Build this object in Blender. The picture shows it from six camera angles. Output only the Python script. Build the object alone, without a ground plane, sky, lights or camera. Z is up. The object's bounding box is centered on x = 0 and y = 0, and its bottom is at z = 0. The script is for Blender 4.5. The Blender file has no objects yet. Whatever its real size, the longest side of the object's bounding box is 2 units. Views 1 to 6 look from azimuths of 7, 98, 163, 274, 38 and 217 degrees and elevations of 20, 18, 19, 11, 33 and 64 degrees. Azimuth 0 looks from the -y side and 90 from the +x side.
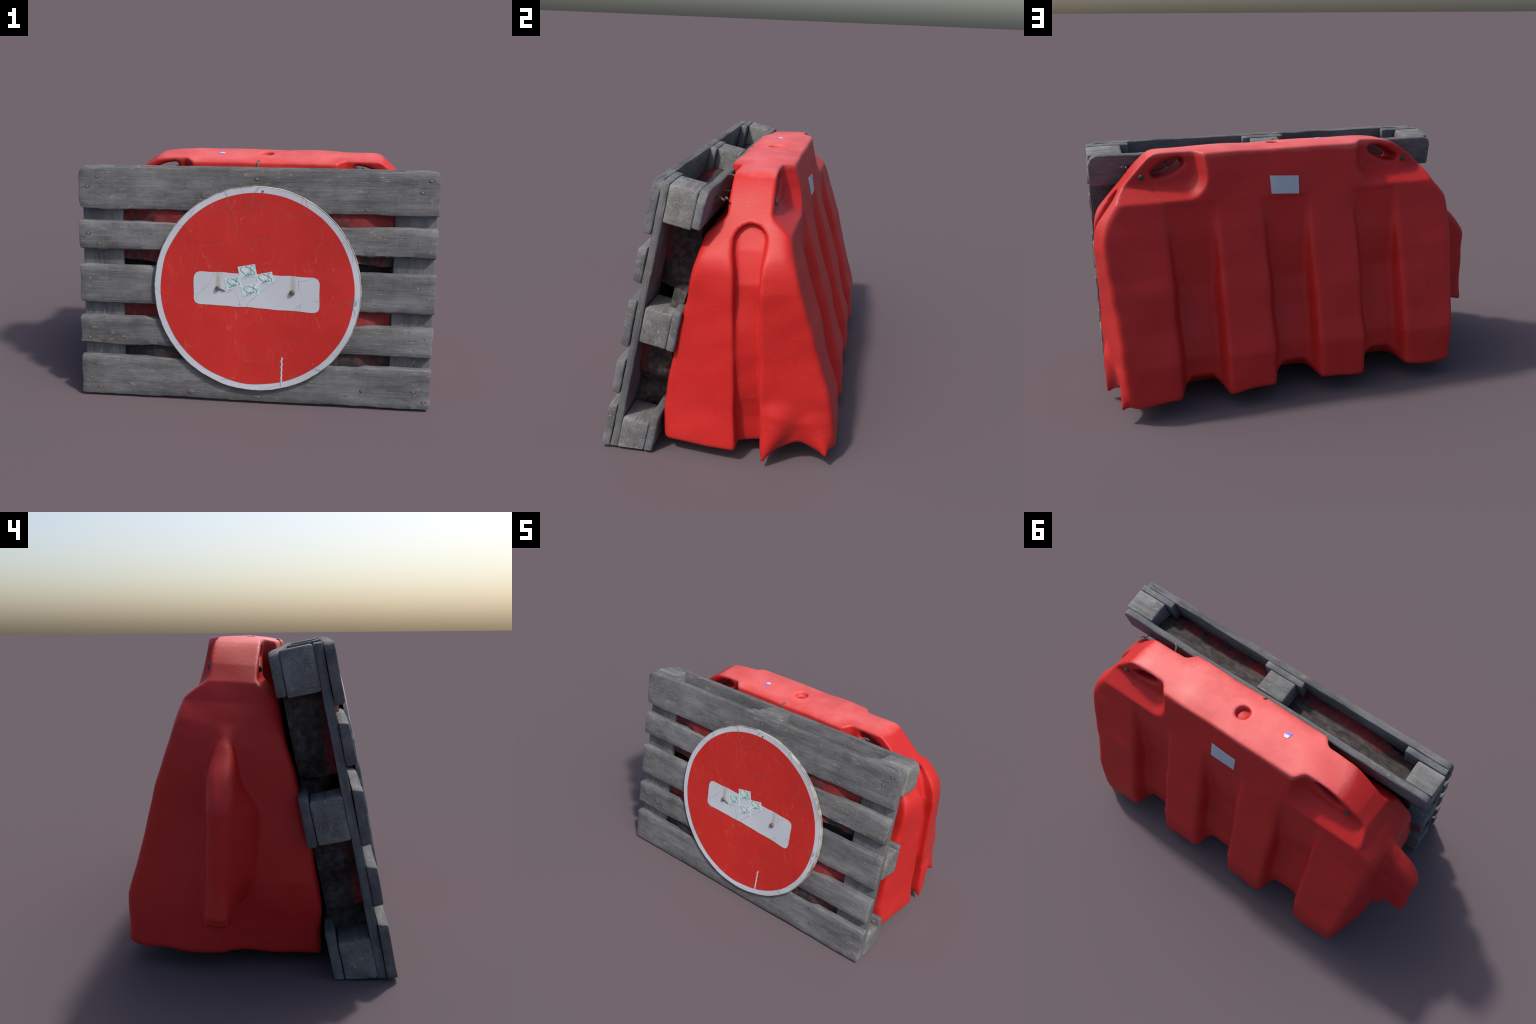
# A red water-filled plastic road barrier with a grey wooden pallet leaning on it;
# a round no-entry sign is bolted to the pallet.  Units: metres, z up.
import bpy, bmesh, math
import numpy as np
from mathutils import Vector, Matrix, noise as mnoise

COLL = bpy.context.scene.collection


# ----------------------------------------------------------------------------- helpers
def link(obj, parent=None):
    COLL.objects.link(obj)
    if parent is not None:
        obj.parent = parent
    return obj


def empty(name, loc, rot=(0, 0, 0), label="", category=""):
    e = bpy.data.objects.new(name, None)
    e.empty_display_size = 0.1
    e.location, e.rotation_euler = loc, rot
    e["label"], e["category"] = label, category
    return link(e)


def mesh_object(name, verts, faces, mat, parent=None, smooth=40.0):
    me = bpy.data.meshes.new(name)
    me.from_pydata([tuple(map(float, v)) for v in verts], [], faces)
    me.validate()
    me.materials.append(mat)
    me.shade_smooth()
    if smooth:
        me.set_sharp_from_angle(angle=math.radians(smooth))
    return link(bpy.data.objects.new(name, me), parent)


def n3(x, y, z):
    return mnoise.noise(Vector((x, y, z)))


# ----------------------------------------------------------------------------- materials
class Nodes:
    """Small wrapper that keeps node building readable."""

    def __init__(self, name):
        self.mat = bpy.data.materials.new(name)
        self.mat.use_nodes = True
        self.t = self.mat.node_tree
        self.bsdf = self.t.nodes["Principled BSDF"]
        self.coord = self.t.nodes.new("ShaderNodeTexCoord").outputs["Object"]

    def link(self, a, b):
        self.t.links.new(a, b)

    def put(self, sock, v):
        if isinstance(v, bpy.types.NodeSocket):
            self.link(v, sock)
        elif isinstance(v, (tuple, list)) and len(v) == 3 and sock.type == "RGBA":
            sock.default_value = (*v, 1)
        else:
            sock.default_value = v

    def mapping(self, scale=(1, 1, 1), loc=(0, 0, 0), rot=(0, 0, 0), vec=None):
        n = self.t.nodes.new("ShaderNodeMapping")
        self.link(vec or self.coord, n.inputs["Vector"])
        self.put(n.inputs["Scale"], scale)
        self.put(n.inputs["Location"], loc)
        self.put(n.inputs["Rotation"], rot)
        return n.outputs[0]

    def noise(self, vec, scale, detail=4, rough=0.55, dist=0.0):
        n = self.t.nodes.new("ShaderNodeTexNoise")
        self.link(vec, n.inputs["Vector"])
        n.inputs["Scale"].default_value = scale
        n.inputs["Detail"].default_value = detail
        n.inputs["Roughness"].default_value = rough
        n.inputs["Distortion"].default_value = dist
        return n.outputs["Fac"]

    def math(self, op, a, b=0.0, c=0.0, clamp=False):
        n = self.t.nodes.new("ShaderNodeMath")
        n.operation, n.use_clamp = op, clamp
        for i, v in enumerate((a, b, c)):
            self.put(n.inputs[i], v)
        return n.outputs[0]

    def ramp(self, fac, lo, hi, a=0.0, b=1.0):
        n = self.t.nodes.new("ShaderNodeMapRange")
        n.clamp = True
        for k, v in zip(("Value", "From Min", "From Max", "To Min", "To Max"), (fac, lo, hi, a, b)):
            self.put(n.inputs[k], v)
        return n.outputs[0]

    def mix(self, fac, a, b, mode="MIX"):
        n = self.t.nodes.new("ShaderNodeMix")
        n.data_type, n.blend_type = "RGBA", mode
        self.put(n.inputs[0], fac)
        self.put(n.inputs[6], a)
        self.put(n.inputs[7], b)
        return n.outputs[2]

    def xyz(self, vec=None):
        n = self.t.nodes.new("ShaderNodeSeparateXYZ")
        self.link(vec or self.coord, n.inputs[0])
        return n.outputs

    def bump(self, height, strength, dist=0.01):
        n = self.t.nodes.new("ShaderNodeBump")
        n.inputs["Strength"].default_value = strength
        n.inputs["Distance"].default_value = dist
        self.link(height, n.inputs["Height"])
        self.link(n.outputs[0], self.bsdf.inputs["Normal"])

    def finish(self, color, rough=0.6, metallic=0.0, spec=0.5):
        self.put(self.bsdf.inputs["Base Color"], color)
        self.put(self.bsdf.inputs["Roughness"], rough)
        self.put(self.bsdf.inputs["Metallic"], metallic)
        self.put(self.bsdf.inputs["Specular IOR Level"], spec)
        return self.mat


def plain(name, color, rough=0.6, metallic=0.0, vary=0.12, scale=40):
    n = Nodes(name)
    f = n.noise(n.coord, scale)
    c = n.mix(n.ramp(f, 0.3, 0.7), tuple(v * (1 - vary) for v in color), tuple(v * (1 + vary) for v in color))
    return n.finish(c, rough, metallic)


def red_plastic():
    n = Nodes("red_plastic_pale_crown")
    big = n.ramp(n.noise(n.mapping((1, 1, 1)), 3.0, 4), 0.35, 0.68)
    col = n.mix(big, (0.445, 0.014, 0.012), (0.50, 0.019, 0.017))
    fine = n.noise(n.coord, 160, 3)
    col = n.mix(n.ramp(fine, 0.40, 0.66, 0.0, 0.22), col, (0.53, 0.028, 0.025))
    # handling scratches and rubbed-off flecks
    sv = n.mapping((3, 3, 26), rot=(0.25, 0.1, 0))
    scr = n.noise(sv, 3.0, 3, 0.5, 0.6)
    scr = n.ramp(n.math("ABSOLUTE", n.math("SUBTRACT", scr, 0.5)), 0.0, 0.006, 0.22, 0.0)
    col = n.mix(scr, col, (0.66, 0.12, 0.11))
    fleck = n.ramp(n.noise(n.coord, 60, 2), 0.74, 0.78, 0, 0.5)
    col = n.mix(fleck, col, (0.34, 0.03, 0.03))
    # sun and sky glare baked into the crown as paler salmon
    z = n.math("ADD", n.xyz()[2], n.math("MULTIPLY", n.math("SUBTRACT", n.noise(n.coord, 7, 5, 0.65), 0.5), 0.04))
    painted_glare = n.math("MULTIPLY", n.ramp(z, 1.178, 1.203), n.ramp(n.noise(n.coord, 5, 5, 0.6), 0.3, 0.7, 0.35, 0.85))
    col = n.mix(painted_glare, col, (0.74, 0.155, 0.15))
    n.bump(n.noise(n.coord, 90, 4), 0.12, 0.004)
    return n.finish(col, n.ramp(big, 0, 1, 0.45, 0.58), 0, 0.32)


def grey_wood(name, light=(0.178, 0.182, 0.193), dark=(0.055, 0.056, 0.061), tan=(0.32, 0.26, 0.20), rings=0.55):
    """Silvered softwood; the grain runs along the object's x axis."""
    n = Nodes(name)
    info = n.t.nodes.new("ShaderNodeObjectInfo").outputs["Random"]
    comb = n.t.nodes.new("ShaderNodeCombineXYZ")
    for i, k in enumerate((17.3, 5.1, 9.7)):
        n.link(n.math("MULTIPLY", info, k), comb.inputs[i])
    add = n.t.nodes.new("ShaderNodeVectorMath")
    n.link(n.coord, add.inputs[0])
    n.link(comb.outputs[0], add.inputs[1])
    v = add.outputs[0]
    patch = n.noise(n.mapping((1.6, 5, 5), vec=v), 2.2, 5, 0.6)
    streak = n.noise(n.mapping((1.2, 26, 26), vec=v), 3.0, 6, 0.65, 0.35)
    fibre = n.noise(n.mapping((5, 150, 150), vec=v), 3.0, 4, 0.6)
    # growth rings about a pith that lies somewhere below the piece
    w = n.t.nodes.new("ShaderNodeTexWave")
    w.wave_type, w.rings_direction = "RINGS", "X"
    ringvec = n.t.nodes.new("ShaderNodeVectorMath")
    cy = n.t.nodes.new("ShaderNodeCombineXYZ")
    n.link(n.math("SUBTRACT", n.math("MULTIPLY", info, 0.10), 0.05), cy.inputs[1])
    n.link(n.math("SUBTRACT", n.math("MULTIPLY", info, 0.08), 0.03), cy.inputs[2])
    n.link(n.mapping((0.16, 1, 1)), ringvec.inputs[0])
    n.link(cy.outputs[0], ringvec.inputs[1])
    n.link(ringvec.outputs[0], w.inputs["Vector"])
    w.inputs["Scale"].default_value = 26
    w.inputs["Distortion"].default_value = 3.5
    w.inputs["Detail"].default_value = 3
    w.inputs["Detail Scale"].default_value = 1.2
    tone = n.math("ADD", n.math("MULTIPLY", n.ramp(patch, 0.30, 0.70), 0.55),
                  n.math("MULTIPLY", n.ramp(streak, 0.25, 0.75), 0.38))
    tone = n.math("ADD", tone, n.math("MULTIPLY", n.ramp(fibre, 0.25, 0.75), 0.25))
    tone = n.math("SUBTRACT", tone, n.math("MULTIPLY", n.math("SUBTRACT", 1.0, w.outputs["Fac"]), 0.16 * rings))
    tone = n.math("ADD", tone, n.math("MULTIPLY", info, 0.10))
    col = n.mix(n.ramp(tone, 0.18, 0.98), dark, light)
    # cool / warm drift
    hue = n.noise(n.mapping((2, 6, 6), vec=v), 1.6, 3)
    col = n.mix(n.ramp(hue, 0.35, 0.65, 0.0, 0.55), col, n.mix(0.5, col, (0.165, 0.148, 0.122)))
    # rough-sawn marks across the grain, and weathered blotches
    saw = n.noise(n.mapping((70, 4, 4), vec=v), 1.6, 3, 0.6)
    col = n.mix(n.ramp(saw, 0.45, 0.75, 0.0, 0.12), col, tuple(c * 1.45 for c in light))
    blot = n.noise(n.mapping((4, 9, 9), vec=v), 2.0, 6, 0.7)
    col = n.mix(n.ramp(blot, 0.50, 0.68, 0.0, 0.45), col, tuple(c * 0.8 for c in dark))
    worn = n.noise(n.mapping((1.1, 3.2, 3.2), loc=(4, 2, 1), vec=v), 2.4, 4, 0.6)
    col = n.mix(n.ramp(worn, 0.52, 0.66, 0.0, 0.42), col, tuple(c * 1.35 for c in light))
    col = n.mix(n.ramp(worn, 0.46, 0.34, 0.0, 0.40), col, dark)
    # worn tan flecks gathered in patches
    fl = n.noise(n.mapping((14, 46, 46), vec=v), 1.5, 5, 0.7)
    gate = n.ramp(n.noise(n.mapping((2.2, 4, 4), vec=v), 2.0, 2), 0.42, 0.58)
    col = n.mix(n.math("MULTIPLY", n.ramp(fl, 0.58, 0.68, 0, 0.75), gate), col, tan)
    # drying checks: thin dark lines along the grain
    ck = n.noise(n.mapping((0.8, 9, 9), vec=v), 2.6, 2, 0.4, 0.25)
    ckl = n.ramp(n.math("ABSOLUTE", n.math("SUBTRACT", ck, 0.52)), 0.0, 0.005, 0.55, 0.0)
    col = n.mix(ckl, col, (0.045, 0.043, 0.042))
    h = n.math("ADD", n.math("MULTIPLY", streak, 0.6), n.math("MULTIPLY", fibre, 0.5))
    h = n.math("SUBTRACT", h, n.math("MULTIPLY", ckl, 0.6))
    n.bump(h, 0.5, 0.006)
    return n.finish(col, 0.85, 0, 0.25)


def sign_paint(name, base, crack, dust, scratch=None, streaks=()):
    """Aged retroreflective film: craze lines, scratches, grime; object x,z span the sign's plane."""
    n = Nodes(name)
    pos = n.xyz()
    big = n.noise(n.coord, 3.0, 4)
    col = n.mix(n.ramp(big, 0.3, 0.7), tuple(v * 0.93 for v in base), tuple(v * 1.06 for v in base))
    wob = n.t.nodes.new("ShaderNodeTexNoise")
    n.link(n.coord, wob.inputs["Vector"])
    wob.inputs["Scale"].default_value = 4.0
    mixv = n.t.nodes.new("ShaderNodeVectorMath")
    mixv.operation = "MULTIPLY_ADD"
    n.link(wob.outputs["Color"], mixv.inputs[0])
    mixv.inputs[1].default_value = (0.22, 0.0, 0.22)
    n.link(n.mapping((1, 0, 1)), mixv.inputs[2])
    vor = n.t.nodes.new("ShaderNodeTexVoronoi")
    vor.feature = "DISTANCE_TO_EDGE"
    n.link(mixv.outputs[0], vor.inputs["Vector"])
    vor.inputs["Scale"].default_value = 5.0
    line = n.ramp(vor.outputs["Distance"], 0.002, 0.009, 0.75, 0.0)
    gap = n.ramp(n.noise(n.coord, 9, 2), 0.38, 0.55)
    col = n.mix(n.math("MULTIPLY", line, gap), col, crack)
    if scratch:
        for rot, seed in ((0.9, 1.0), (-0.6, 4.0), (0.25, 7.0)):
            sv = n.mapping((7, 1, 1.3), loc=(seed, 0, seed), rot=(0, rot, 0))
            s = n.noise(sv, 2.4, 2, 0.4, 0.4)
            s = n.ramp(n.math("ABSOLUTE", n.math("SUBTRACT", s, 0.5)), 0.0, 0.006, 0.6, 0.0)
            g = n.ramp(n.noise(n.mapping((1, 1, 1), loc=(seed * 3, 0, 0)), 5, 2), 0.55, 0.62)
            col = n.mix(n.math("MULTIPLY", s, g), col, scratch)
    fleck = n.ramp(n.noise(n.coord, 55, 2), 0.73, 0.77, 0, 0.7)
    col = n.mix(fleck, col, dust)
    for (x, z0, z1) in streaks:  # rusty run-off standing above a bolt
        dx = n.ramp(n.math("ABSOLUTE", n.math("SUBTRACT", pos[0], x)), 0.004, 0.020, 1, 0)
        dz = n.math("MULTIPLY", n.ramp(pos[2], z0, z0 + 0.01), n.ramp(pos[2], z1 - 0.02, z1 + 0.05, 1, 0.4))
        k = n.math("MULTIPLY", n.math("MULTIPLY", dx, dz), n.ramp(n.noise(n.mapping((30, 1, 3)), 3), 0.2, 0.7, 0.3, 0.75))
        col = n.mix(k, col, (0.30, 0.26, 0.18))
    n.bump(n.noise(n.coord, 12, 3), 0.05, 0.01)
    return n.finish(col, 0.42, 0, 0.4)


def rim_metal():
    n = Nodes("weathered_rim")
    f = n.noise(n.coord, 14, 5, 0.6)
    col = n.mix(n.ramp(f, 0.45, 0.6), (0.42, 0.41, 0.39), (0.20, 0.19, 0.18))
    rust = n.ramp(n.noise(n.mapping((1, 1, 1), loc=(3, 1, 2)), 9, 4), 0.58, 0.68)
    col = n.mix(rust, col, (0.20, 0.11, 0.06))
    return n.finish(col, 0.6, 0.15)


M_RED = red_plastic()
M_BOARD = grey_wood("weathered_board")
M_FRAME = grey_wood("weathered_frame", (0.175, 0.182, 0.196), (0.060, 0.063, 0.069), (0.36, 0.31, 0.25))
M_BLOCK = grey_wood("weathered_block", (0.235, 0.237, 0.235), (0.095, 0.098, 0.101), (0.40, 0.36, 0.30), rings=1.3)
M_SIGN_RED = sign_paint("sign_red", (0.475, 0.020, 0.015), (0.25, 0.065, 0.055), (0.50, 0.14, 0.11), (0.58, 0.095, 0.06))
M_SIGN_WHITE = sign_paint("sign_white", (0.48, 0.505, 0.55), (0.23, 0.24, 0.26), (0.33, 0.34, 0.35))
M_BAR = sign_paint("sign_bar_white", (0.48, 0.505, 0.55), (0.22, 0.23, 0.25), (0.30, 0.31, 0.33),
                   streaks=((-0.200, -0.002, 0.075), (0.187, -0.012, 0.07)))
M_RIM = rim_metal()
M_NAIL = plain("rusty_nail", (0.23, 0.19, 0.14), 0.6, 0.3, 0.4, 200)
M_STAIN = plain("nail_stain", (0.080, 0.074, 0.068), 0.9)
M_BOLT = plain("rusty_bolt", (0.13, 0.105, 0.09), 0.6, 0.3, 0.5, 120)
M_DARK = plain("dark_plug", (0.055, 0.05, 0.05), 0.7)
M_WIRE = plain("steel_wire", (0.14, 0.135, 0.135), 0.6, 0.4)
M_LABEL = plain("grey_label", (0.44, 0.49, 0.55), 0.5, 0, 0.06, 25)
M_BLUE = plain("blue_print", (0.14, 0.20, 0.72), 0.5)
M_PAPER = plain("sticker_paper", (0.56, 0.60, 0.64), 0.6, 0, 0.05, 60)
M_PINKISH = plain("pale_print", (0.66, 0.62, 0.72), 0.5)
M_INK = plain("grey_ink", (0.16, 0.24, 0.27), 0.6)


def gap_fill_colour(name, dark, red, lo, hi):
    """Mottled near-black, with dark red on the front side only."""
    n = Nodes(name)
    f = n.noise(n.coord, 5.0, 4, 0.6)
    g = n.noise(n.coord, 40, 3)
    front = n.ramp(n.math("ADD", n.xyz()[1], n.math("MULTIPLY", n.noise(n.coord, 14, 3), 0.05)), 0.0, -0.03)
    dark_grey_mottle = n.mix(n.ramp(n.noise(n.mapping((3, 9, 9)), 4, 5, 0.65), 0.45, 0.65), dark, (0.065, 0.058, 0.054))
    col = n.mix(front, dark_grey_mottle, n.mix(n.ramp(f, lo, hi), dark, red))
    col = n.mix(n.ramp(g, 0.4, 0.7, 0, 0.3), col, (0.09, 0.08, 0.08))
    return n.finish(col, 0.75, 0, 0.3)


M_FILL_DARK = gap_fill_colour("near_black_fill", (0.018, 0.018, 0.020), (0.09, 0.016, 0.016), 0.55, 0.72)
M_FILL_RED = gap_fill_colour("dark_red_fill", (0.022, 0.016, 0.017), (0.20, 0.012, 0.014), 0.40, 0.60)


def teal_wash():
    n = Nodes("teal_printed_paper")
    f = n.ramp(n.noise(n.coord, 42, 4, 0.6), 0.46, 0.64)
    return n.finish(n.mix(f, (0.55, 0.60, 0.63), (0.27, 0.52, 0.49)), 0.6)


M_TEAL = teal_wash()

# ----------------------------------------------------------------------------- barrier
# The hollow moulded shell is described as a solid: sloping sides, shouldered ends, grooves,
# hand-hold pockets, a slot at one end and a tongue at the other, all blended with fillets.
# Local axes: s along the barrier, t across it, z up.
BX, H = 0.083, 0.0088


def centre_line(z):
    return 0.098 + 0.035 * (1.2 - z)


def smax(a, b, k):
    h = np.maximum(k - np.abs(a - b), 0) / k
    return np.maximum(a, b) + h * h * k * 0.25


def smin(a, b, k):
    return -smax(-a, -b, k)


def interp(z, pts):
    xs, ys = zip(*sorted(pts))
    return np.interp(z, xs, ys).astype(np.float32)


def step(x, a, b):
    u = np.clip((x - a) / (b - a), 0, 1)
    return u * u * (3 - 2 * u)


def blend(a, b, u):
    return a + (b - a) * u


SHOULDER = [(0.56, 1.209), (0.635, 1.185), (0.68, 1.145), (0.79, 1.0), (0.875, 0.91)]
RNG = np.random.default_rng(7)
WAVES = [([float(q) for q in RNG.normal(0, 1, 3) * f], float(RNG.uniform(0, 6.28)), a) for f, a in
         [(4, .0022)] * 4 + [(10, .0014)] * 5 + [(24, .0004)] * 5]


def barrier_solid(s, t, z):
    at, sa = np.abs(t), np.abs(s)
    flank = interp(z, [(1.3, 0.120), (1.2, 0.136), (1.0, 0.170), (0.9, 0.196), (0.6, 0.279), (0.245, 0.367), (0.05, 0.377)])
    front_tuck = np.where(t < 0, 0.012 * step(-z, -0.5, -0.1), 0)
    f = (at - flank + front_tuck) * 0.972
    skin = f
    f = smax(f, z - (1.210 - 0.7 * t * t), 0.010)
    crown = np.where(s > 0, 0.010 + 0.006 * step(-at, -0.19, -0.09), interp(z, [(1.18, -0.010), (1.11, 0.010), (1.05, 0.015), (0.98, -0.001)]))
    for (s0, z0), (s1, z1), k in zip(SHOULDER, SHOULDER[1:], (0.03, 0.04, 0.04, 0.015)):
        ln = math.hypot(s1 - s0, z1 - z0)
        f = smax(f, ((sa - s0) * (z0 - z1) + (z - z0) * (s1 - s0)) / ln - crown - 0.004, k)
    lean = interp(z, [(1.0, 0.10), (0.6, 0.20), (0.26, 0.28), (0.05, 0.28)])
    left = sa + blend(0.10, lean, step(t, -0.1, 0.1)) * at - blend(
        interp(z, [(1.0, 0.897), (0.7, 0.907), (0.35, 0.922), (0.2, 0.890), (0.05, 0.870)]), interp(z, [(1.0, 0.897), (0.7, 0.910), (0.35, 0.938), (0.05, 0.945)]), step(t, -0.12, 0.16))
    right = s + np.where(t > 0, 0.21, 0.13) * at - np.where(
        t > 0, interp(z, [(1.0, 0.912), (0.78, 0.934), (0.45, 0.926), (0.2, 0.920), (0.05, 0.890)]), interp(z, [(1.0, 0.898), (0.78, 0.910), (0.45, 0.914), (0.2, 0.918), (0.05, 0.918)]))
    f = smax(f, np.where(s < 0, left / 1.03, right / 1.02), 0.025)
    f = smax(f, np.where(s > 0, 0.45 * (s - 0.92) + 0.89 * (at - 0.335), -1.0), 0.03)
    # scalloped underside with two torn corners at the slotted end
    low = 0.050 - 0.035 * t + 0.005 * np.sin(9 * s + 1) + 0.005 * np.sin(17 * s + 11 * t)
    low = low + step(s, 0.7, 0.9) * (0.018 * step(-t, 0.15, 0.33) + 0.05 * np.exp(-((t - 0.22) / 0.07) ** 2))
    low = low - 0.022 * np.exp(-((t - 0.30) / 0.08) ** 2) * step(-s, 0.55, 0.75)
    arch = np.minimum(np.minimum(np.abs(s), np.abs(s - 0.465)), np.abs(s + 0.465))
    low = low - 0.020 * step(-t, 0.05, 0.2) * step(-s, 0.55, 0.75)
    low = low + 0.015 + 0.085 * step(-arch, -0.125, -0.04) * step(at, 0.14, 0.30)
    f = smax(f, low - z, 0.022)
    for (s0, t0, z0), (s1, t1, z1), r1 in (((0.914, 0.068, 0.022), (0.84, 0.125, 0.22), 0.07), ((0.865, 0.338, 0.045), (0.79, 0.285, 0.18), 0.06)):
        ds, dt, dz = s1 - s0, t1 - t0, z1 - z0
        u = np.clip(((s - s0) * ds + (t - t0) * dt + (z - z0) * dz) / (ds * ds + dt * dt + dz * dz), 0, 1)
        horn = np.sqrt((s - s0 - u * ds) ** 2 + (t - t0 - u * dt) ** 2 + (z - z0 - u * dz) ** 2) - (0.004 + r1 * u)
        f = smin(f, horn, 0.05)
    # three grooves leave four ribs on each long side
    floor = interp(z, [(0.97, 0.178), (0.575, 0.202), (0.24, 0.278), (0.05, 0.290)])
    for sc in (-0.465, 0.0, 0.465):
        wall = np.abs(s - sc) - (0.114 + 0.35 * np.clip(skin, -0.2, 0.02))
        g = smax(smax(wall, floor - at, 0.025), z - 0.965, 0.02)
        f = smax(f, -g, 0.025)
    # hand-hold pockets in the four upper corners, each pierced by a slanted slot
    q0, q1, r = 0.375 - sa + 0.1, 1.005 - z + 0.1, 0.1
    a = np.hypot(np.maximum(q0, 0), np.maximum(q1, 0)) + np.minimum(np.maximum(q0, q1), 0) - r
    pocket = smax((a + 0.8 * (0.15 - at)) * 0.78, 0.088 - at, 0.014)
    f = smax(f, -pocket, 0.007)
    ax, az, bx, bz = 0.494, 1.153, 0.612, 1.106
    u = np.clip(((sa - ax) * (bx - ax) + (z - az) * (bz - az)) / ((bx - ax) ** 2 + (bz - az) ** 2), 0, 1)
    slot = np.hypot(sa - ax - u * (bx - ax), z - az - u * (bz - az)) - 0.030 + 0.010 * (2 * u - 1) ** 2
    f = smax(f, -slot, 0.026)
    # filler well in the crown
    f = smax(f, -smax(np.hypot(s - 0.002, t) - 0.041, 1.176 - z, 0.015), 0.006)
    # upright slot that receives the neighbour's tongue
    half = 0.052 + 0.012 * np.exp(-((z - 0.96) / 0.07) ** 2)
    across = np.where(z > 0.965, np.hypot(t - 0.01, z - 0.965) - 0.066, np.abs(t - 0.01) - half)
    back = interp(z, [(1.06, 0.735), (0.93, 0.812), (0.80, 0.858), (0.5, 0.862), (0.3, 0.846), (0.2, 0.82), (0.05, 0.80)])
    back = back + 0.22 * np.clip(0.065 - t, 0, 0.2) * step(-z, -0.80, -0.55)
    f = smax(f, -smax(across, back - s, 0.02), 0.016)
    # tongue
    S = -s
    wide = 0.040 + 0.10 * (1.075 - S) - 0.016 * step(z, 0.72, 0.86)
    tongue = smax(0.77 * (S - 0.909) + 0.64 * (z - 0.86) - 0.003, S - 1.082, 0.02)
    tongue = smax(tongue, (np.abs(t - 0.008) - wide - np.where(t < 0.008, 0.5 * np.clip(1.06 - S, 0, 0.2) * step(z, 0.22, 0.4) * step(-z, -0.74, -0.60), 0)) * 0.92, 0.035)
    tongue = smax(tongue, 0.292 - 0.20 * (S - 0.9) - z, 0.012)
    tongue = smax(tongue, 0.87 - S, 0.06)
    f = smin(f, tongue, 0.022)
    stem = smax(np.abs(t - 0.022) - 0.046, np.maximum(S - 0.952, 0.185 - z), 0.02)
    f = smin(f, smax(smax(stem, 0.7 - S, 0.01), z - 0.6, 0.02), 0.02)
    # a small gash near the foot of the slotted end
    f = smax(f, 0.007 - np.sqrt(((s - 0.925) / 2) ** 2 + ((t + 0.205) / 3.2) ** 2 + (z - 0.268 - 0.3 * (t + 0.205)) ** 2), 0.004)
    for k, ph, amp in WAVES:
        f = f + amp * np.sin(k[0] * s + k[1] * t + k[2] * z + ph)
    return f


def to_world(p):
    s, t, z = p.T
    return np.stack([s + BX, t + centre_line(z), z + 0.06 * t - 0.007 * s], 1)


def skin_of(solid, lo, hi, h):
    """Quad skin of a solid by dual (surface-net) polygons, pulled onto the exact surface."""
    ax = [np.arange(a, b + h, h, dtype=np.float32) for a, b in zip(lo, hi)]
    F = solid(ax[0][:, None, None], ax[1][None, :, None], ax[2][None, None, :]).astype(np.float32)
    I = F < 0
    n = [k - 1 for k in F.shape]
    cnt = np.zeros(n, np.int8)
    corners = [(i, j, k) for i in (0, 1) for j in (0, 1) for k in (0, 1)]
    sl = lambda A, c: A[c[0]:c[0] + n[0], c[1]:c[1] + n[1], c[2]:c[2] + n[2]]
    for c in corners:
        cnt += sl(I, c)
    cells = np.argwhere((cnt > 0) & (cnt < 8))
    idx = -np.ones(n, np.int64)
    idx[tuple(cells.T)] = np.arange(len(cells))
    acc, num = np.zeros((len(cells), 3)), np.zeros(len(cells))
    for c in corners:
        for d in range(3):
            if c[d]:
                continue
            e = list(c)
            e[d] = 1
            fa, fb = F[tuple((cells + c).T)], F[tuple((cells + e).T)]
            m = (fa < 0) != (fb < 0)
            u = np.where(m, fa / np.where(m, fa - fb, 1), 0)
            p = np.tile(np.array(c, float), (len(cells), 1))
            p[:, d] += u
            acc += p * m[:, None]
            num += m
    P = (cells + acc / num[:, None]) * h + np.array(lo)
    for _ in range(2):
        e = 0.002
        g = np.stack([(solid(*(P + np.eye(3)[d] * e).T) - solid(*(P - np.eye(3)[d] * e).T)) / (2 * e) for d in range(3)], 1)
        v = solid(*P.T)
        mv = -(v / np.maximum((g * g).sum(1), 0.3))[:, None] * g
        ln = np.linalg.norm(mv, axis=1, keepdims=True)
        P = P + mv * np.minimum(1, 0.3 * h / np.maximum(ln, 1e-9))
    quads = []
    for d in range(3):
        a, b = (d + 1) % 3, (d + 2) % 3
        e0 = [slice(1, -1)] * 3
        e0[d] = slice(0, -1)
        e1 = list(e0)
        e1[d] = slice(1, None)
        S0, S1 = I[tuple(e0)], I[tuple(e1)]
        for flip in (False, True):
            pos = np.argwhere((S0 & ~S1) if not flip else (~S0 & S1))
            off = np.ones(3, int)
            off[d] = 0
            pos = pos + off
            ring = []
            for da, db in ((-1, -1), (0, -1), (0, 0), (-1, 0)):
                q = pos.copy()
                q[:, a] += da
                q[:, b] += db
                ring.append(idx[tuple(q.T)])
            q = np.stack(ring, 1)
            quads.append(q[:, ::-1] if flip else q)
    return P, np.concatenate(quads)


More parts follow.
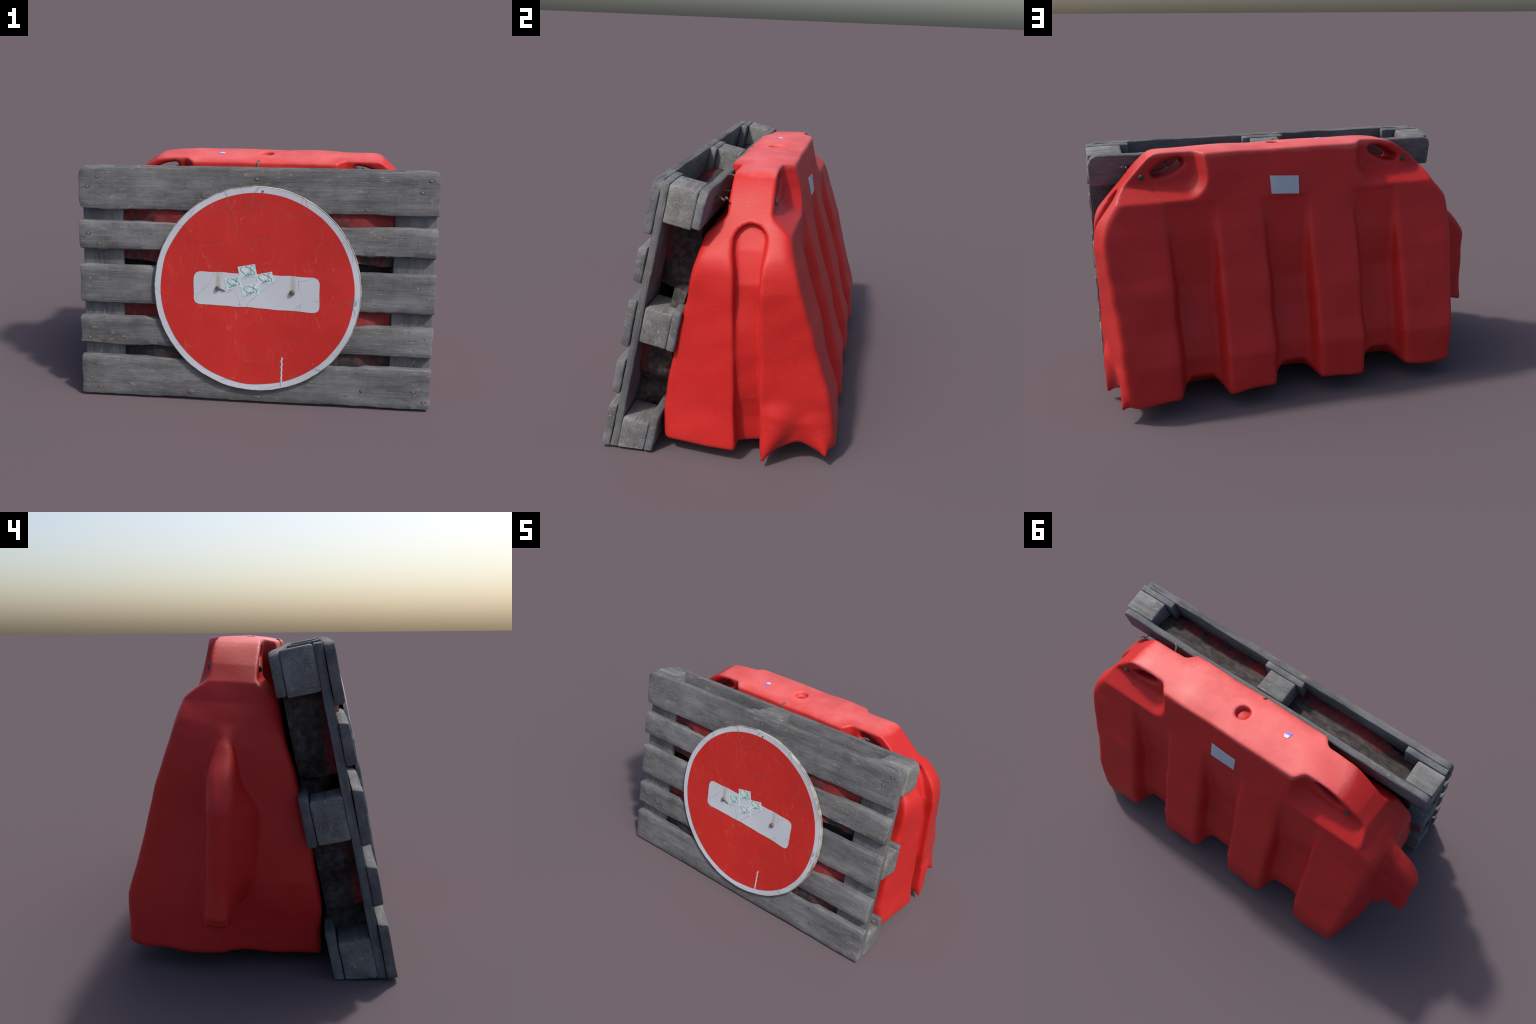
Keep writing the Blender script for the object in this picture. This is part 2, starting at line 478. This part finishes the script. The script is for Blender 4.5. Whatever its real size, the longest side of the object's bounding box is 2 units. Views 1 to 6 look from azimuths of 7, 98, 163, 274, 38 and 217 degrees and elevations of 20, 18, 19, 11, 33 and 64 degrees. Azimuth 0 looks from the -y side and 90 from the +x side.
barrier = empty("traffic_barrier", (BX, 0.13, 0.0), label="red plastic water-filled road barrier with ribs and hand holds",
                category="road barrier")
P, Q = skin_of(barrier_solid, (-1.12, -0.40, 0.0), (0.97, 0.40, 1.24), H)
W = to_world(P) - np.array([BX, 0.13, 0.0])
me = bpy.data.meshes.new("shell")
me.vertices.add(len(W))
me.vertices.foreach_set("co", W.astype(np.float32).ravel())
me.loops.add(Q.size)
me.loops.foreach_set("vertex_index", Q.astype(np.int32).ravel())
me.polygons.add(len(Q))
me.polygons.foreach_set("loop_start", np.arange(0, Q.size, 4, dtype=np.int32))
me.update(calc_edges=True)
me.validate()
me.materials.append(M_RED)
me.shade_smooth()
link(bpy.data.objects.new("shell", me), barrier)


def on_barrier(o, name_local):
    """Place a detail given in barrier coordinates (s, t, z)."""
    w = to_world(np.array([name_local], float))[0] - np.array([BX, 0.13, 0.0])
    o.location = w
    return o


def disc_solid(name, r, h, mat, parent, seg=24, bevel=0.25):
    """Low round head whose axis is local -y (towards the viewer of the front)."""
    prof = [(r, 0.0), (r, -h * (1 - bevel)), (r * (1 - bevel), -h)]
    v, f = [], []
    for (rr, y) in prof:
        for i in range(seg):
            a = 2 * math.pi * i / seg
            v.append((rr * math.cos(a), y, rr * math.sin(a)))
    for k in range(2):
        for i in range(seg):
            j = (i + 1) % seg
            f.append((k * seg + i, k * seg + j, (k + 1) * seg + j, (k + 1) * seg + i))
    f.append(tuple(range(2 * seg, 3 * seg)))
    f.append(tuple(range(seg))[::-1])
    return mesh_object(name, v, f, mat, parent)


# dark plugs beside the hand-hold slots
for sgn_s, side in ((1, 1), (-1, 1), (1, -1), (-1, -1)):
    o = disc_solid("handle_plug", 0.014, 0.014, M_DARK, barrier, 10, 0.4)
    on_barrier(o, (0.676 if sgn_s > 0 else -0.660, side * 0.087, 1.097))
    o.rotation_euler = (0, 0, math.pi if side > 0 else 0)

plug = disc_solid("filler_plug", 0.030, 0.012, M_RED, barrier, 20, 0.3)
on_barrier(plug, (0.002, 0, 1.172))
plug.rotation_euler = (-math.pi / 2, 0, 0)


def sheet(name, corners, lift, thick, mat, parent, project, n=8):
    """Thin sticker spanned by four corners, laid on a surface by project(u, v)."""
    v, f = [], []
    for layer in (lift, lift - thick):
        for i in range(n + 1):
            for j in range(n + 1):
                v.append(project(corners, i / n, j / n, layer))
    m = (n + 1) ** 2
    for i in range(n):
        for j in range(n):
            a = i * (n + 1) + j
            f.append((a, a + 1, a + n + 2, a + n + 1))
            f.append((m + a, m + a + n + 1, m + a + n + 2, m + a + 1))
    rim = [i * (n + 1) for i in range(n + 1)] + [n * (n + 1) + j for j in range(1, n + 1)]
    rim += [i * (n + 1) + n for i in range(n - 1, -1, -1)] + [j for j in range(n - 1, 0, -1)]
    for a, b in zip(rim, rim[1:] + rim[:1]):
        f.append((a, m + a, m + b, b)[::-1])
    o = mesh_object(name, v, f, mat, parent)
    bm = bmesh.new()
    bm.from_mesh(o.data)
    bmesh.ops.recalc_face_normals(bm, faces=bm.faces)
    bm.to_mesh(o.data)
    bm.free()
    return o


def march(p, d):
    """From outside point p along d to the barrier's surface (barrier coordinates)."""
    p = np.array(p, float)
    for _ in range(60):
        p = p + d * float(barrier_solid(p[0:1], p[1:2], p[2:3])[0]) * 0.7
    return p


def lay_back(c, u, v, lift):
    (s0, z0), (s1, z1), (s2, z2), (s3, z3) = c
    s = (s0 * (1 - u) + s1 * u) * (1 - v) + (s3 * (1 - u) + s2 * u) * v
    z = (z0 * (1 - u) + z1 * u) * (1 - v) + (z3 * (1 - u) + z2 * u) * v
    p = march((s, 0.6, z), np.array([0, -1.0, 0]))
    p[1] += lift
    return to_world(p[None])[0] - np.array([BX, 0.13, 0.0])


def lay_top(c, u, v, lift):
    (s0, z0), (s1, z1), (s2, z2), (s3, z3) = c
    s = (s0 * (1 - u) + s1 * u) * (1 - v) + (s3 * (1 - u) + s2 * u) * v
    t = (z0 * (1 - u) + z1 * u) * (1 - v) + (z3 * (1 - u) + z2 * u) * v
    p = march((s, t, 1.4), np.array([0, 0, -1.0]))
    p[2] += lift
    return to_world(p[None])[0] - np.array([BX, 0.13, 0.0])


sheet("label", [(0.074, 1.070), (-0.070, 1.060), (-0.067, 0.974), (0.072, 0.985)], 0.0025, 0.006, M_LABEL, barrier, lay_back)
sheet("sticker", [(-0.255, -0.042), (-0.225, -0.038), (-0.229, -0.022), (-0.252, -0.024)], 0.0020, 0.005, M_BLUE, barrier, lay_top, 3)
sheet("sticker", [(-0.252, -0.026), (-0.222, -0.022), (-0.230, -0.006), (-0.248, -0.008)], 0.0026, 0.005, M_PINKISH, barrier, lay_top, 3)

# ----------------------------------------------------------------------------- pallet
LEAN = math.atan2(0.243, 1.2)
PW = 1.2244
pallet = empty("wooden_pallet", (0, -0.4955, 0), (-LEAN, 0, 0), "weathered grey wooden pallet standing on its side, leaning", "pallet")


def grid_box(nx, ny, nz):
    """Unit box (-1..1) with subdivided faces, welded."""
    key, verts, faces = {}, [], []
    N = (nx, ny, nz)

    def vid(i):
        if i not in key:
            key[i] = len(verts)
            verts.append([2 * i[k] / N[k] - 1 for k in range(3)])
        return key[i]

    for d in range(3):
        a, b = (d + 1) % 3, (d + 2) % 3
        for e in (0, N[d]):
            for i in range(N[a]):
                for j in range(N[b]):
                    q = []
                    for di, dj in ((0, 0), (1, 0), (1, 1), (0, 1)):
                        c = [0, 0, 0]
                        c[d], c[a], c[b] = e, i + di, j + dj
                        q.append(vid(tuple(c)))
                    faces.append(q if e else q[::-1])
    return np.array(verts), faces


def timber(name, x0, x1, y0, y1, w0, w1, mat, seed, along="x", r=0.005, wane=0.004, cut=None, warp=0.004, taper=0.0):
    """One sawn piece. x across the pallet, y depth behind the front face, w down from the top edge.
    The object's own x axis follows the grain."""
    z0, z1 = PW - w1, PW - w0
    c = np.array([(x0 + x1) / 2, (y0 + y1) / 2, (z0 + z1) / 2])
    h = np.array([(x1 - x0) / 2, (y1 - y0) / 2, (z1 - z0) / 2])
    n = [max(3, min(90, int(2 * k / 0.02))) for k in h]
    n[1] = max(3, min(n[1], 8))
    V, F = grid_box(*n)
    # place the outer subdivisions close to the edges so that they can be rounded
    for k in range(3):
        edge = np.abs(V[:, k]) > 1 - 2.2 / n[k]
        inner = edge & (np.abs(V[:, k]) < 1 - 1e-6)
        V[inner, k] = np.sign(V[inner, k]) * (1 - r / h[k])
    p = V * h
    core = np.clip(p, -(h - r), h - r)
    d = p - core
    ln = np.linalg.norm(d, axis=1, keepdims=True)
    p = core + np.where(ln > 1e-9, d / np.maximum(ln, 1e-9) * r, 0)
    out = []
    for q, u in zip(p, V):
        x, y, z = q
        k = x if along == "x" else z
        # waney long edges, stronger on the front arris
        a = wane * (n3(k * 5 + seed, seed * 3.1, 0) + 0.6 * n3(k * 16 + seed, 4.0, seed) + 0.35 * n3(k * 45, 9.0, seed))
        b = wane * (n3(k * 5 - seed, 7.7, seed) + 0.6 * n3(k * 16, seed, 2.0) + 0.35 * n3(k * 45, 3.0, seed))
        fr = 1.0 - 0.5 * (u[1] + 1) / 2
        if along == "x":
            z += (a if u[2] > 0 else b) * abs(u[2]) ** 4 * fr
            z -= np.sign(u[2]) * taper * (1 - (u[1] + 1) / 2) * abs(u[2]) ** 4
            x += wane * 1.1 * n3(z * 12 + seed, y * 8, u[0] * 3) * abs(u[0]) ** 30
        else:
            x += (a if u[0] > 0 else b) * abs(u[0]) ** 4 * fr
            z += wane * 1.1 * n3(x * 12 + seed, y * 8, u[2] * 3) * abs(u[2]) ** 30
        y += warp * n3(x * 1.5 + seed, z * 3, 2.2) + 0.0012 * n3(x * 9, z * 22, seed)
        if cut:
            for (sx, sz, m) in cut:
                ex, ez = h[0] - sx * x, h[2] - sz * z
                over = m - (ex + ez)
                if over > 0:
                    x -= sx * over / 2
                    z -= sz * over / 2
        X, Y, Z = x + c[0], y + c[1], z + c[2]
        Z = max(Z, Y * 0.2025 + 0.004 + 0.010 * max(0.0, X) + 0.003 * n3(X * 8, Y * 6, 1.0))  # stands flat on the ground
        out.append((X - c[0], Y - c[1], Z - c[2]))
    o = mesh_object(name, out, F, mat, pallet, 50)
    o.location = c
    if along == "z":  # turn the object so that its x axis runs with the grain
        R = Matrix.Rotation(-math.pi / 2, 4, "Y")
        o.data.transform(R.inverted())
        o.rotation_euler = R.to_euler()
    return o


XL, XR = -0.861, 0.981
# front deck boards: (top edge, bottom edge, left, right)
DECK = [(-0.006, 0.217, XL, 0.981), (0.273, 0.432, XL - 0.001, 0.979), (0.506, 0.719, XL + 0.001, 0.983),
        (0.781, 0.944, XL - 0.003, 0.980), (0.997, 1.222, XL - 0.002, 0.981)]
for i, (w0, w1, a, b) in enumerate(DECK):
    cut = [(1, 1, 0.035), (-1, 1, 0.028), (-1, -1, 0.022)] if i == 0 else [(-1, -1, 0.018)] if i in (1, 2, 3) else [(-1, -1, 0.02)]
    timber("deck_board", a, b, -0.003, 0.0335, w0, w1, M_BOARD, 3.3 * i + 1.7, wane=0.0065, cut=cut, warp=0.004, taper=0.003 if i == 0 else 0.009, r=0.006)
# three cross boards behind them
for i, (a, b) in enumerate([(XL + 0.010, -0.636), (-0.052, 0.172), (0.770, XR - 0.004)]):
    timber("stringer_board", a, b, 0.0345, 0.067, -0.004, 1.214, M_FRAME, 21 + 2.9 * i, along="z", wane=0.003)
# nine blocks
for r, (w0, w1) in enumerate([(-0.004, 0.157), (0.522, 0.683), (1.047, 1.205)]):
    for k, (a, b) in enumerate([(XL + 0.003, -0.712), (-0.017, 0.136), (0.812, XR)]):
        timber("block", a, b, 0.068, 0.184, w0, w1, M_BLOCK, 40 + 7.1 * r + 2.3 * k, r=0.008, wane=0.004)
# three skids on the far side
for r, (w0, w1) in enumerate([(-0.008, 0.150), (0.500, 0.684), (1.000, 1.190)]):
    cut = [(1, 1, 0.03), (-1, 1, 0.03)] if r == 0 else None
    timber("skid_board", XL, XR + 0.002, 0.185, 0.2205, w0, w1, M_FRAME, 71 + 3.7 * r, wane=0.004, r=0.008, cut=cut)

SIGN_X = 0.078
# dark stuffing in lumpy slabs between the deck and the barrier, near-black and dark red
def gap_fill(x0, x1, y0, y1, w0, w1, mat, seed, tilt=0.0, flare=0.0):
    V, F = grid_box(70, 8, 16)
    c = np.array([(x0 + x1) / 2, (y0 + y1) / 2, PW - (w0 + w1) / 2])
    h = np.array([(x1 - x0) / 2, (y1 - y0) / 2, (w1 - w0) / 2])
    out = []
    for u in V:
        x, y, z = u * h
        g = Vector((x * 4 + seed, z * 6, y * 6))
        crumple = abs(mnoise.noise(g)) - 0.25 + 0.5 * (abs(mnoise.noise(g * 2.3)) - 0.25)
        near = step(-abs(x + c[0] - SIGN_X), -0.68, -0.50)  # pressed forward behind the sign
        y += (0.035 * crumple - 0.042 * near) * (1 - u[1]) / 2
        y = max(y, 0.012 - c[1])
        z += 0.04 * mnoise.noise(g * 0.8 + Vector((3, 1, 2))) * (abs(u[2]) ** 3)
        x -= u[0] * flare * (1.0 if u[0] > 0 else 0.45) * (1 - u[2]) / 2 * abs(u[0]) ** 2
        z -= tilt * (1 - u[1]) / 2 * (u[2] + 1) / 2
        x += 0.05 * mnoise.noise(Vector((seed, z * 9, y * 9))) * abs(u[0]) ** 6
        Z = max(z + c[2], (y + c[1]) * 0.2025 + 0.03)
        out.append((x, y, Z - c[2]))
    o = mesh_object("gap_fill", out, F, mat, pallet, 30)
    o["kind"] = "stuff"
    o.location = c


gap_fill(-0.765, 0.870, 0.055, 0.205, 0.085, 0.47, M_FILL_RED, 1.3, 0.025, 0.09)
gap_fill(-0.755, 0.875, 0.145, 0.205, 0.45, 0.71, M_FILL_DARK, 5.9)
gap_fill(-0.785, 0.910, 0.055, 0.205, 0.69, 0.94, M_FILL_RED, 9.1, 0.0, 0.11)
gap_fill(-0.720, 0.790, 0.055, 0.205, 0.93, 1.19, M_FILL_DARK, 14.2)

# nails: two at each end of every board, in a slanted pair
NAILS = [(-.759, .048), (-.813, .100), (.072, .045), (.934, .038), (.893, .096), (-.814, .343), (-.754, .397), (.890, .340),
         (.944, .393), (-.808, .581), (.891, .578), (.949, .631), (-.815, .904), (.942, .838), (.889, .894), (-.811, 1.126),
         (-.761, 1.177), (.894, 1.119), (.948, 1.173)]
head = disc_solid("nail", 0.0058, 0.002, M_NAIL, pallet, 10)
stain = disc_solid("nail_stain", 0.0110, 0.0010, M_STAIN, pallet, 12)
for i, (x, w) in enumerate(NAILS):
    for src, off in ((head, -0.0035), (stain, -0.0025)):
        o = src if i == 0 else src.copy()
        if i:
            COLL.objects.link(o)
        o.location = (x, off, PW - w)
        o.scale = (1, 1, 1) if src is head else (1.0 + 0.5 * abs(math.sin(i * 2.3)), 1, 0.75)

# branch knots standing out of the boards
for (x, w, a, b) in [(-0.267, 1.179, 0.020, 0.011), (0.631, 1.128, 0.009, 0.009), (0.622, 0.190, 0.009, 0.007), (0.085, 1.190, 0.022, 0.008)]:
    o = disc_solid("knot", 1.0, 1.0, M_STAIN if a < 0.012 else M_BOLT, pallet, 18, 0.45)
    o.scale = (a, 0.007, b)
    o.location = (x, 0.0005, PW - w)

# ----------------------------------------------------------------------------- sign
SX, SW, SR = 0.078, 0.613, 0.5345
FRONT = -0.0225
sign = empty("no_entry_sign", (0, -0.4955, 0), (-LEAN, 0, 0), "round red no-entry road sign with white bar", "road sign")


def dish(x, z):
    """Slight buckling of the sheet (x, z about the sign's centre)."""
    r = math.hypot(x, z)
    u = min(1.0, max(0.0, (x - 0.10) / 0.43))
    v = min(1.0, max(0.0, (0.15 - z) / 0.35))
    return (0.003 * n3(x * 3, z * 3, 5.5) + 0.0018 * n3(x * 8, z * 8, 1.5)
            - 0.012 * (1 - min(1, r / SR) ** 2) + (0.015 + 0.013 * v) * u * u * (3 - 2 * u))


def sign_part(name, verts, faces, mat):
    o = mesh_object(name, verts, faces, mat, sign, 35)
    o.location = (SX, 0, PW - SW)
    return o


def polar_plate(name, r0, r1, lift, thick, mat, rings, seg=160, wob=0.0):
    """Round or ring-shaped plate following the buckled sheet."""
    v, f = [], []
    rs = [r0 + (r1 - r0) * i / rings for i in range(rings + 1)]
    rows = [(r, lift) for r in rs] + [(r1, lift + thick)]
    if r0 > 0:
        rows = [(r0, lift + thick)] + rows
    else:
        rows[0] = (0.002, lift)
    for (r, y) in rows:
        for i in range(seg):
            a = 2 * math.pi * i / seg
            rr = r + (wob * n3(math.cos(a) * 4, math.sin(a) * 4, 3) if r == r1 else 0)
            x, z = rr * math.cos(a), rr * math.sin(a)
            v.append((x, FRONT + y - dish(x, z), z))
    for k in range(len(rows) - 1):
        for i in range(seg):
            j = (i + 1) % seg
            f.append((k * seg + i, k * seg + j, (k + 1) * seg + j, (k + 1) * seg + i)[::-1])
    if r0 == 0:
        f.append(tuple(range(seg)))
    return sign_part(name, v, f, mat)


polar_plate("white_border", 0.0, SR - 0.004, 0.0, 0.002, M_SIGN_WHITE, 24, wob=0.002)
polar_plate("red_field", 0.0, 0.5005, -0.0012, 0.001, M_SIGN_RED, 24, wob=0.0035)

# folded rim, dented here and there
v, f, seg = [], [], 200
prof = [(-0.007, 0.0007), (-0.003, -0.0008), (0.0, 0.002), (0.0005, 0.007), (-0.001, 0.0165), (-0.006, 0.017), (-0.010, 0.0165)]
for (dr, y) in prof:
    for i in range(seg):
        a = 2 * math.pi * i / seg
        c, s = math.cos(a), math.sin(a)
        dent = 0.0022 * n3(c * 5, s * 5, 8) + 0.0016 * n3(c * 17, s * 17, 2)
        rr = SR + dr + dent
        v.append((rr * c, FRONT + y - dish(rr * c, rr * s) * max(0, 1 - y / 0.02), rr * s))
for k in range(len(prof) - 1):
    for i in range(seg):
        j = (i + 1) % seg
        f.append((k * seg + i, k * seg + j, (k + 1) * seg + j, (k + 1) * seg + i))
sign_part("rim", v, f, M_RIM)


def flat_shape(name, outline, lift, mat, inset_steps=6):
    """Filled outline (x, z in sign coordinates), laid on the buckled sheet."""
    cx = sum(p[0] for p in outline) / len(outline)
    cz = sum(p[1] for p in outline) / len(outline)
    v, f, m = [], [], len(outline)
    rows = [(1.0, lift + 0.001)] + [(1 - i / inset_steps * 0.98, lift) for i in range(inset_steps + 1)]
    for k, y in rows:
        for (x, z) in outline:
            X, Z = cx + (x - cx) * k, cz + (z - cz) * k
            v.append((X, FRONT + y - dish(X, Z), Z))
    for k in range(len(rows) - 1):
        for i in range(m):
            j = (i + 1) % m
            f.append((k * m + i, k * m + j, (k + 1) * m + j, (k + 1) * m + i))
    f.append(tuple((len(rows) - 1) * m + i for i in range(m)))
    o = sign_part(name, v, f, mat)
    bm = bmesh.new()
    bm.from_mesh(o.data)
    bmesh.ops.recalc_face_normals(bm, faces=bm.faces)
    bm.normal_update()
    face = max(bm.faces, key=lambda q: len(q.verts))
    if face.normal.y > 0:
        bmesh.ops.reverse_faces(bm, faces=bm.faces)
    bm.to_mesh(o.data)
    bm.free()
    return o


def quad_outline(corners, radius, per_edge=14, wob=0.0):
    pts, m = [], len(corners)
    for i in range(m):
        p = np.array(corners[i])
        a, b = np.array(corners[i - 1]), np.array(corners[(i + 1) % m])
        ua, ub = (a - p) / np.linalg.norm(a - p), (b - p) / np.linalg.norm(b - p)
        if radius:
            for k in range(7):
                u = k / 6
                s0, s1 = p + ua * radius, p + ub * radius
                pts.append((1 - u) ** 2 * s0 + 2 * u * (1 - u) * p + u * u * s1)
        else:
            pts.append(p)
        e0, e1 = p + ub * radius, b - ub * radius
        for k in range(1, per_edge):
            pts.append(e0 + (e1 - e0) * k / per_edge)
    return [(q[0] + wob * n3(q[0] * 14, q[1] * 14, 1), q[1] + wob * n3(q[0] * 14, q[1] * 14, 6)) for q in pts]


def at(x, w):
    return (x - SX, SW - w)


flat_shape("white_bar", quad_outline([at(-.247, .523), at(.401, .538), at(.402, .719), at(-.249, .696)], 0.036, 24, 0.004), -0.0024, M_BAR)

STICKERS = [[(-.019, .496), (.067, .479), (.079, .540), (-.006, .556)], [(-.087, .558), (-.008, .546), (.001, .597), (-.077, .613)],
            [(.077, .533), (.155, .516), (.167, .569), (.087, .588)], [(.000, .599), (.082, .578), (.094, .631), (.010, .650)]]


def ribbon(name, path, width, lift, mat):
    """Thin flat stroke along a path in sign coordinates."""
    v, f = [], []
    for i, p in enumerate(path):
        a, b = path[max(i - 1, 0)], path[min(i + 1, len(path) - 1)]
        d = np.array(b) - np.array(a)
        d = d / max(np.linalg.norm(d), 1e-9)
        nn = np.array([-d[1], d[0]]) * width / 2
        for sg in (1, -1):
            q = np.array(p) + sg * nn
            v.append((q[0], FRONT + lift - dish(*q), q[1]))
            v.append((q[0], FRONT + lift + 0.0008 - dish(*q), q[1]))
    for i in range(len(path) - 1):
        k = 4 * i
        f += [(k, k + 2, k + 6, k + 4), (k + 1, k + 5, k + 7, k + 3), (k, k + 4, k + 5, k + 1), (k + 2, k + 3, k + 7, k + 6)]
    return sign_part(name, v, f, mat)


# each sticker carries two hooked strokes and a looping scribble between them
HOOK = [(.30, .95), (.18, .88), (.15, .66), (.28, .44), (.40, .24), (.36, .12), (.22, .14)]
LOOP = [(.42, .16), (.52, .36), (.60, .22), (.50, .14), (.58, .30), (.68, .20), (.74, .32), (.80, .18)]
BOW = [(.42, .94), (.62, .80), (.78, .58), (.66, .38)]
HOOK2 = [(.96, .92), (.84, .90), (.78, .70), (.90, .48), (.96, .26), (.86, .12)]


def spline(pts, n=6):
    P = [np.array(p, float) for p in pts]
    P = [2 * P[0] - P[1]] + P + [2 * P[-1] - P[-2]]
    res = []
    for i in range(1, len(P) - 2):
        for k in range(n):
            u = k / n
            a, b, c, d = P[i - 1:i + 3]
            res.append(0.5 * (2 * b + (c - a) * u + (2 * a - 5 * b + 4 * c - d) * u * u + (3 * b - a - 3 * c + d) * u ** 3))
    return res + [P[-2]]


for i, cs in enumerate(STICKERS):
    quad = [np.array(at(*c)) for c in cs]
    mid = sum(quad) / 4
    quad = [mid + (q - mid) * 1.05 for q in quad]
    o = flat_shape("paper_sticker", quad_outline([tuple(q) for q in quad], 0.0, 6, 0.0006), -0.0034, M_TEAL if i else M_PAPER, 3)
    if i == 0:
        o.data.materials[0] = M_TEAL
    for k, stroke in enumerate((HOOK, LOOP, BOW, HOOK2)):
        path = []
        for (u, w) in spline(stroke):
            u = u * 0.9 + 0.02 + 0.02 * math.sin(3 * i + k)
            path.append(((quad[3] * (1 - u) + quad[2] * u) * (1 - w) + (quad[0] * (1 - u) + quad[1] * u) * w))
        ribbon("scribble", path, 0.0030, -0.0044, M_INK)

# dried drip of white paint under the bar
drip = [at(0.2165 + 0.0025 * math.sin(k * 1.25) * (1 - k / 26) + 0.002 * n3(k * 0.7, 0, 0), 0.963 + 0.150 * k / 26) for k in range(27)]
ribbon("paint_drip", drip, 0.0082, -0.0026, M_SIGN_WHITE)

for (x, w, r) in [(-.122, .609, 0.0125), (.263, .619, 0.014)]:
    o = disc_solid("bolt", r, 0.016, M_BOLT, sign, 8, 0.3)
    o.location = (x, FRONT + 0.001 - dish(x - SX, SW - w), PW - w)
o = disc_solid("splinter", 1.0, 1.0, M_BOLT, sign, 8, 0.5)
o.scale, o.rotation_euler, o.location = (0.017, 0.006, 0.0035), (0, 0.35, 0), (-0.098, FRONT - 0.003 - dish(-0.176, 0), PW - 0.617)
o = disc_solid("border_hole", 0.006, 0.0015, M_BOLT, sign, 10)
o.location = (0.104, FRONT - 0.0005 - dish(0.026, 0.508), PW - 0.105)


# ----------------------------------------------------------------------------- wire ties between pallet and barrier
def wire(path, radius, parent, base):
    pts, v, f, seg = spline(path, 8), [], [], 8
    for i, p in enumerate(pts):
        d = Vector(pts[min(i + 1, len(pts) - 1)] - pts[max(i - 1, 0)]).normalized()
        a = d.orthogonal().normalized()
        b = d.cross(a)
        for k in range(seg):
            u = 2 * math.pi * k / seg
            v.append(tuple(Vector(p) + radius * (math.cos(u) * a + math.sin(u) * b) - Vector(base)))
    for i in range(len(pts) - 1):
        for k in range(seg):
            j = (k + 1) % seg
            f.append((i * seg + k, i * seg + j, (i + 1) * seg + j, (i + 1) * seg + k))
    return mesh_object("wire_tie", v, f, M_WIRE, parent)


BASE = (BX, 0.13, 0.0)
wire([(0.62, 0.03, 1.13), (0.60, 0.0, 1.15), (0.61, -0.03, 1.165), (0.64, -0.05, 1.15), (0.62, -0.06, 1.10), (0.60, -0.02, 1.09)], 0.005, barrier, BASE)
wire([(0.78, -0.06, 1.10), (0.80, -0.03, 1.11), (0.81, -0.01, 1.10), (0.82, 0.0, 1.115), (0.83, 0.01, 1.11)], 0.004, barrier, BASE)
wire([(0.051, -0.045, 1.165), (0.050, -0.042, 1.185), (0.054, -0.032, 1.198), (0.062, -0.028, 1.192)], 0.005, barrier, BASE)
